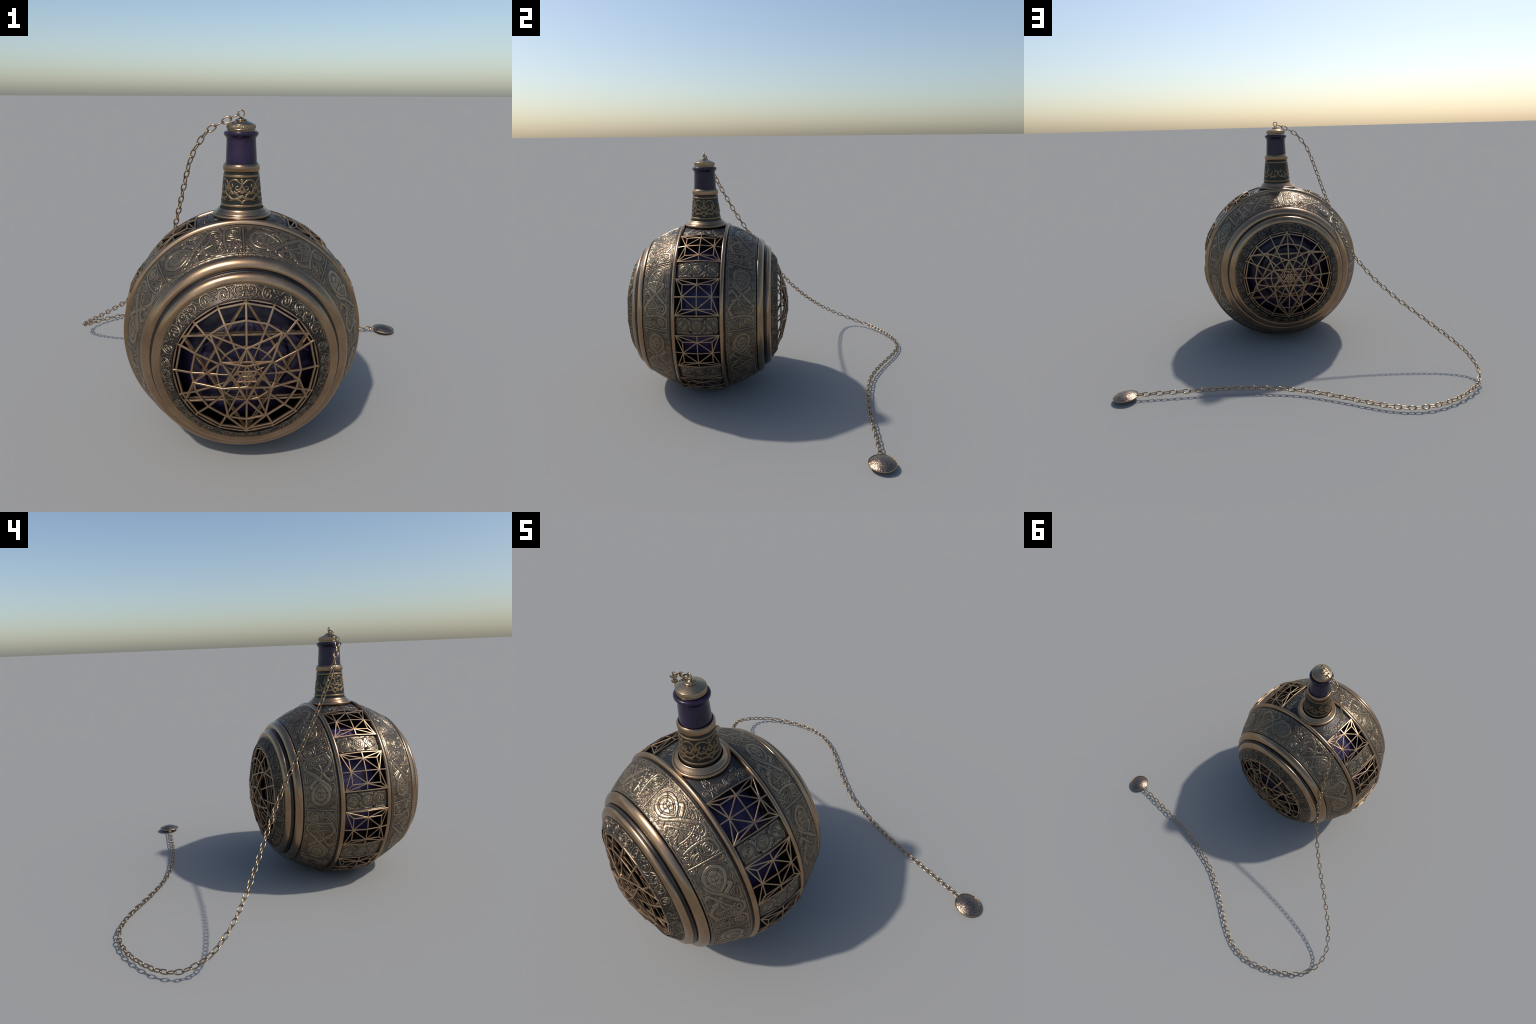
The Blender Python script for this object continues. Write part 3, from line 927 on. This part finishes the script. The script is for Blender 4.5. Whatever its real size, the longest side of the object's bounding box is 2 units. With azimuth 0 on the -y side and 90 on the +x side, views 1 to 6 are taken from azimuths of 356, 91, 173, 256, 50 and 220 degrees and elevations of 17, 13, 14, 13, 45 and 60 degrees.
def draw_sleeve():
    """Gilt foliage round the dark sleeve: three fleurons, and two scrolls meeting at the back."""
    r = 0.079
    L, W = TAU * r, SLEEVE1[0] - SLEEVE0[0]
    R = Relief(L, W, 420, 150, wrap=True, u0=-L / 2)       # u = 0 faces the front
    q = L / 4
    z0 = SLEEVE0[0]
    MZ0, MK = 1.0520, 0.930                                # foot of the motif and its vertical scale

    def S(pts, u, m=1, w=0.0052, taper=None, closed=False):
        pts = [(u + m * x * 1.2, MZ0 + (z - 1.036) * MK - z0) for x, z in pts]
        R.stroke(catmull(pts, 10, closed), w * 1.15, 0.0020, 0.0, flat=0.7, taper=taper)

    for u in (-q, 0, q):
        S([(0, 1.139), (0.0045, 1.134), (0, 1.129), (-0.0045, 1.134)], u, 1, 0.004, None, True)
        S([(0, 1.129), (0, 1.118)], u, 1, 0.005)
        S([(0, 1.108), (0.0055, 1.098), (0.004, 1.088), (0, 1.080), (-0.004, 1.088), (-0.0055, 1.098)], u, 1, 0.006, None, True)
        S([(0, 1.036), (0.004, 1.044), (0.012, 1.050), (0.020, 1.052)], u, 1, 0.006, [1.3, 1, 1, 1])
        S([(0, 1.036), (-0.004, 1.044), (-0.012, 1.050), (-0.020, 1.052)], u, 1, 0.006, [1.3, 1, 1, 1])
        for m in (-1, 1):
            S([(0.001, 1.116), (0.010, 1.125), (0.020, 1.134), (0.034, 1.135), (0.046, 1.124), (0.050, 1.108)], u, m, 0.0062, [0.6, 0.8, 1.1, 1, 0.9, 0.8])
            S([(0.002, 1.112), (0.006, 1.100), (0.014, 1.092), (0.022, 1.096), (0.021, 1.105), (0.014, 1.108)], u, m, 0.0055, [0.7, 1, 1, 0.9, 0.8, 0.5])
            S([(0.000, 1.078), (0.010, 1.086), (0.020, 1.080), (0.027, 1.086)], u, m, 0.005)
            S([(0.002, 1.066), (0.011, 1.062), (0.016, 1.072), (0.026, 1.078), (0.036, 1.074)], u, m, 0.0062)
            S([(0.002, 1.062), (0.010, 1.055), (0.018, 1.056), (0.030, 1.051), (0.042, 1.057), (0.050, 1.068)], u, m, 0.0072, [0.8, 1, 0.8, 1.2, 1, 0.8])
            S([(0.034, 1.053), (0.038, 1.046), (0.045, 1.045)], u, m, 0.005, [1.2, 0.9, 0.3])
            S([(0.037, 1.118), (0.034, 1.108), (0.040, 1.100), (0.040, 1.088), (0.034, 1.080)], u, m, 0.0062, [0.4, 1, 0.8, 1.1, 0.9])
            S([(0.044, 1.112), (0.046, 1.100), (0.041, 1.090), (0.043, 1.078), (0.050, 1.068)], u, m, 0.0062, [0.4, 1, 1.1, 1, 0.7])
            S([(0.050, 1.108), (0.053, 1.096), (0.049, 1.086)], u, m, 0.005, [0.8, 1, 0.4])
    for m in (-1, 1):                                      # back scrolls
        u = L / 2
        S([(0.002, 1.074), (0.010, 1.058), (0.022, 1.053), (0.036, 1.056), (0.050, 1.068)], u, m, 0.007, [0.6, 1, 1.3, 1, 0.8])
        S([(0.002, 1.074), (0.003, 1.088), (0.012, 1.095), (0.018, 1.088), (0.013, 1.080)], u, m, 0.006, [0.8, 1, 1, 0.9, 0.5])
        S([(0.015, 1.090), (0.018, 1.102), (0.013, 1.108)], u, m, 0.005, [1, 0.8, 0.3])
        S([(0.020, 1.058), (0.020, 1.068), (0.026, 1.074)], u, m, 0.006, [1.2, 0.9, 0.3])
        S([(0.044, 1.066), (0.034, 1.080), (0.032, 1.094)], u, m, 0.006, [1, 1.1, 0.4])
        S([(0.040, 1.056), (0.042, 1.047), (0.036, 1.042)], u, m, 0.006, [1.2, 0.9, 0.3])
    for z, w in ((1.1585, 0.0100), (1.0390, 0.0100)):      # gilt hoops
        R.stroke([(-L, z - z0), (L, z - z0)], w, 0.0026, 0.0, flat=0.55)
    return R


slv = draw_sleeve()
nu, nv = slv.h.shape
th = -math.pi / 2 + np.arange(nu) / nu * TAU - math.pi
zz = np.linspace(SLEEVE0[0], SLEEVE1[0], nv)
rr_ = SLEEVE0[1] + (SLEEVE1[1] - SLEEVE0[1]) * np.linspace(0, 1, nv) + slv.h
v = np.stack([rr_ * np.cos(th)[:, None], rr_ * np.sin(th)[:, None], np.broadcast_to(zz - 1.0, rr_.shape)], -1).reshape(-1, 3)
s_sl = (SLEEVE1[1] - SLEEVE0[1]) / (SLEEVE1[0] - SLEEVE0[0])
SLEEVE = relief_metal("gilt_on_black", "z", SLEEVE0[1] - s_sl * (SLEEVE0[0] - 1.0), s_sl, 0.0004, 0.0013,
                      (0.034, 0.036, 0.034), (0.085, 0.066, 0.043), (0.225, 0.148, 0.076), (0.40, 0.42), tint=False)
neck = add_object("neck", mesh_from("neck", v, grid_quads(nu, nv, True)), SLEEVE, root, NB)

flange = round_profile(zr([(0.965, 0.105), (0.976, 0.1130), (0.9835, 0.1175), (0.9880, 0.1225), (0.9955, 0.1238), (1.0015, 0.1212), (1.0035, 0.1155), (1.0028, 0.1125), (1.0068, 0.1105), (1.0118, 0.1055), (1.0182, 0.0990), (1.0236, 0.0952), (1.0248, 0.0928), (1.0225, 0.0908), (1.000, 0.0890), (0.975, 0.0880)]), 0.0018, 3)
add_object("neck_flange", lathe("neck_flange", flange, "z", 160), BRONZE, neck, NB)
collar = round_profile(zr([(1.166, 0.0690), (1.1735, 0.0715), (1.1765, 0.0757), (1.1835, 0.0766), (1.1925, 0.0766), (1.1985, 0.0755), (1.2035, 0.0728), (1.2070, 0.0690), (1.2065, 0.0665), (1.196, 0.0650)]), 0.003, 4)
add_object("neck_collar", lathe("neck_collar", collar, "z", 160), BRONZE, neck, NB)
bott = round_profile(zr([(1.150, 0.060), (1.180, 0.0652), (1.2123, 0.0645), (1.260, 0.0622), (1.300, 0.0603), (1.306, 0.0607), (1.312, 0.0640), (1.3165, 0.0675), (1.3205, 0.0708), (1.3265, 0.0715), (1.3325, 0.0700), (1.3352, 0.0650), (1.3350, 0.056), (1.325, 0.052)]), 0.004, 4)
add_object("bottle_neck", lathe("bottle_neck", bott, "z", 160), GLAZE, neck, NB)

# stopper: cylindrical skirt with a little chased frieze, conical top, button and eye
stop = round_profile(zr([(1.318, 0.0540), (1.3335, 0.0572), (1.342, 0.0578), (1.3602, 0.0593), (1.3622, 0.0584), (1.3690, 0.0420), (1.3752, 0.0262), (1.3756, 0.0226), (1.3766, 0.0238), (1.3796, 0.0238), (1.3812, 0.0222), (1.3842, 0.0120), (1.3870, 0.0075), (1.3890, 0.0050), (1.3896, 0.0)]), 0.0008, 2)
stopper = add_object("stopper", lathe("stopper", stop, "z", 128, smooth_deg=45), BRASS, root, NB)
r = 0.0592
L = TAU * r
FR = Relief(L, 0.022, 400, 26, wrap=True)
for i in range(60):
    u = i / 60 * L
    c = (u, 0.0125 + 0.002 * math.sin(i * 2.1))
    FR.stroke(spiral(c, 0.0042, 0.001, i * 1.3, 1.1 * (-1) ** i, 16), 0.0016, 0.0011)
    FR.stroke(catmull([(u, 0.006), (u + 0.002, 0.0095), (u + 0.004, 0.0075)], 6), 0.0014, 0.001)
FR.stroke([(-L, 0.003), (L, 0.003)], 0.003, 0.0008)
FR.h *= 1.6
FR.h -= 0.0002
nu, nv = FR.h.shape
th = np.arange(nu) / nu * TAU
zz = np.linspace(1.3395, 1.3600, nv)
rr_ = 0.0580 + 0.0012 * np.linspace(0, 1, nv) + FR.h
v = np.stack([rr_ * np.cos(th)[:, None], rr_ * np.sin(th)[:, None], np.broadcast_to(zz - 1.0, rr_.shape)], -1).reshape(-1, 3)
add_object("stopper_frieze", mesh_from("stopper_frieze", v, grid_quads(nu, nv, True)), BRASS, stopper, NB)


def tube(name, path, r, closed=True, n=8):
    path = [Vector(p) for p in path]
    m = len(path)
    V, up = [], None
    for i, p in enumerate(path):
        t = (path[(i + 1) % m] - path[i - 1]).normalized() if closed else (path[min(i + 1, m - 1)] - path[max(i - 1, 0)]).normalized()
        if up is None:
            up = Vector((0, 0, 1)) if abs(t.z) < 0.9 else Vector((1, 0, 0))
        up = (up - t * up.dot(t)).normalized()
        s = t.cross(up)
        for k in range(n):
            a = k / n * TAU
            V.append(p + (up * math.cos(a) + s * math.sin(a)) * r)
    F = []
    for i in range(m if closed else m - 1):
        j = (i + 1) % m
        for k in range(n):
            l = (k + 1) % n
            F.append((i * n + k, i * n + l, j * n + l, j * n + k))
    me = bpy.data.meshes.new(name)
    me.from_pydata([v[:] for v in V], [], F)
    me.polygons.foreach_set("use_smooth", [True] * len(F))
    me.update()
    bm = bmesh.new()
    bm.from_mesh(me)
    bmesh.ops.recalc_face_normals(bm, faces=bm.faces)
    bm.to_mesh(me)
    bm.free()
    return me


EYE = Vector((NX + 0.0005, NY, 1.4030))
eye = tube("eye_ring", [(0.0128 * math.cos(a), 0, 0.0128 * math.sin(a)) for a in np.arange(28) / 28 * TAU], 0.0027)
add_object("eye_ring", eye, LINK, stopper, EYE)

# ----------------------------------------------------------------------------- chain and medallion
path = [(-0.030, -0.411, 1.399), (-0.045, -0.410, 1.392), (-0.069, -0.408, 1.381), (-0.100, -0.407, 1.366), (-0.130, -0.406, 1.350), (-0.157, -0.402, 1.331), (-0.178, -0.391, 1.306),
        (-0.197, -0.379, 1.279), (-0.214, -0.367, 1.251), (-0.238, -0.342, 1.193), (-0.256, -0.312, 1.132), (-0.272, -0.281, 1.072), (-0.288, -0.249, 1.012),
        (-0.304, -0.213, 0.952), (-0.320, -0.177, 0.893), (-0.335, -0.142, 0.836), (-0.350, -0.108, 0.783), (-0.368, -0.072, 0.730), (-0.389, -0.037, 0.681),
        (-0.411, -0.005, 0.636), (-0.434, 0.024, 0.595), (-0.485, 0.076, 0.526), (-0.526, 0.111, 0.477), (-0.569, 0.146, 0.434), (-0.659, 0.213, 0.353),
        (-0.756, 0.282, 0.278), (-0.850, 0.355, 0.207), (-0.895, 0.396, 0.173), (-0.934, 0.440, 0.140), (-0.968, 0.489, 0.108), (-0.985, 0.546, 0.078),
        (-0.983, 0.615, 0.051), (-0.961, 0.669, 0.036), (-0.915, 0.730, 0.029), (-0.848, 0.782, 0.024), (-0.777, 0.825, 0.021), (-0.713, 0.854, 0.020),
        (-0.650, 0.874, 0.020), (-0.586, 0.884, 0.019), (-0.517, 0.882, 0.018), (-0.452, 0.866, 0.018), (-0.387, 0.839, 0.019), (-0.325, 0.805, 0.019),
        (-0.267, 0.768, 0.020), (-0.209, 0.731, 0.020), (-0.149, 0.694, 0.021), (-0.089, 0.660, 0.022), (-0.027, 0.628, 0.022), (0.037, 0.601, 0.023),
        (0.105, 0.580, 0.025), (0.172, 0.563, 0.026), (0.239, 0.549, 0.027), (0.309, 0.538, 0.027), (0.376, 0.530, 0.028), (0.447, 0.523, 0.027),
        (0.515, 0.519, 0.027), (0.585, 0.517, 0.026), (0.654, 0.514, 0.026), (0.725, 0.512, 0.026), (0.795, 0.509, 0.025), (0.845, 0.507, 0.0255), (0.8780, 0.5055, 0.0255)]
fine = catmull(path, 12)
seg = np.linalg.norm(np.diff(fine, axis=0), axis=1)
arcl = np.concatenate([[0], np.cumsum(seg)])
n_links = int(round(arcl[-1] / 0.0350))
PITCH = arcl[-1] / n_links
WIRE = 0.0029
HALF_L, HALF_W = PITCH / 2 + WIRE * 1.15, 0.0108            # centre line of one link
link_path = []
for i in range(28):
    a = i / 28 * TAU
    c, s = math.cos(a), math.sin(a)
    link_path.append((math.copysign(abs(c) ** 0.85, c) * HALF_L, math.copysign(abs(s) ** 0.85, s) * HALF_W, 0))
link_me = tube("chain_link", link_path, WIRE)
link_me.materials.append(LINK)
chain = add_object("chain", None, None, root, (0, 0, 0))
for i in range(n_links):
    s_mid = (i + 0.5) * PITCH
    p = np.array([np.interp(s_mid, arcl, fine[:, k]) for k in range(3)])
    t = np.array([np.interp(s_mid + 0.012, arcl, fine[:, k]) - np.interp(s_mid - 0.012, arcl, fine[:, k]) for k in range(3)])
    t = Vector(t).normalized()
    side = Vector((0, 0, 1)).cross(t).normalized()
    up = t.cross(side)
    roll = (math.pi / 2 if i % 2 == 1 else 0.0) + random.uniform(-0.10, 0.10)
    y = side * math.cos(roll) + up * math.sin(roll)
    z = t.cross(y)
    o = bpy.data.objects.new("chain_link", link_me)
    bpy.context.scene.collection.objects.link(o)
    o.parent = chain
    M = Matrix.Identity(4)
    for c, vec in enumerate((t, y, z)):
        for rw in range(3):
            M[rw][c] = vec[rw]
    M.translation = Vector(p)
    o.matrix_local = M

# medallion: a lens of two chased shells with a bead round the rim
MR = 0.0665
mp = [(-0.0185, 0.0)]
for a in np.linspace(0.12, 1, 10):
    mp.append((-0.0185 * (1 - a ** 2.2), MR * 0.97 * a))
mp += [(-0.0030, MR * 0.985), (-0.0015, MR), (0.0015, MR), (0.0030, MR * 0.985)]
for a in np.linspace(1, 0.12, 10):
    mp.append((0.0205 * (1 - a ** 2.2) + 0.0005, MR * 0.97 * a))
mp.append((0.0210, 0.0))


def medallion_material():
    m, nt, b = node_mat("medallion_bronze")
    co = N(nt, "ShaderNodeTexCoord").outputs["Object"]
    vor = N(nt, "ShaderNodeTexVoronoi", feature="DISTANCE_TO_EDGE", i_Scale=95)
    wob = N(nt, "ShaderNodeTexNoise", i_Scale=60, i_Detail=3)
    nt.links.new(co, wob.inputs["Vector"])
    va = N(nt, "ShaderNodeVectorMath", operation="MULTIPLY_ADD")
    nt.links.new(wob.outputs[1], va.inputs[0])
    va.inputs[1].default_value = (0.02, 0.02, 0.02)
    nt.links.new(co, va.inputs[2])
    nt.links.new(va.outputs[0], vor.inputs["Vector"])
    n1 = noise(nt, co, 45, 5, 0.6)
    f = math_node(nt, "ADD", math_node(nt, "MULTIPLY", vor.outputs["Distance"], 3.0), math_node(nt, "MULTIPLY", n1, 0.5), True)
    col = ramp(nt, [(0.15, (0.11, 0.085, 0.072)), (0.5, (0.22, 0.165, 0.125)), (0.9, (0.34, 0.25, 0.18))], f).outputs[0]
    sx = N(nt, "ShaderNodeSeparateXYZ")
    nt.links.new(co, sx.inputs[0])
    rho = math_node(nt, "SQRT", math_node(nt, "ADD", math_node(nt, "MULTIPLY", sx.outputs[0], sx.outputs[0]), math_node(nt, "MULTIPLY", sx.outputs[1], sx.outputs[1])))
    rimf = N(nt, "ShaderNodeMapRange")
    rimf.inputs[1].default_value, rimf.inputs[2].default_value = MR * 0.945, MR * 0.97
    nt.links.new(rho, rimf.inputs[0])
    nt.links.new(mix(nt, rimf.outputs[0], col, (0.42, 0.31, 0.18)), b.inputs["Base Color"])
    b.inputs["Metallic"].default_value = 1.0
    b.inputs["Roughness"].default_value = 0.33
    bp = N(nt, "ShaderNodeBump", i_Strength=0.35, i_Distance=0.002)
    nt.links.new(f, bp.inputs["Height"])
    nt.links.new(bp.outputs[0], b.inputs["Normal"])
    return m


med = add_object("medallion", lathe("medallion", mp, "z", 64), medallion_material(), root, (0.9330, 0.5025, 0.0200))
med.rotation_euler = (0.03, 0.05, 0.0)
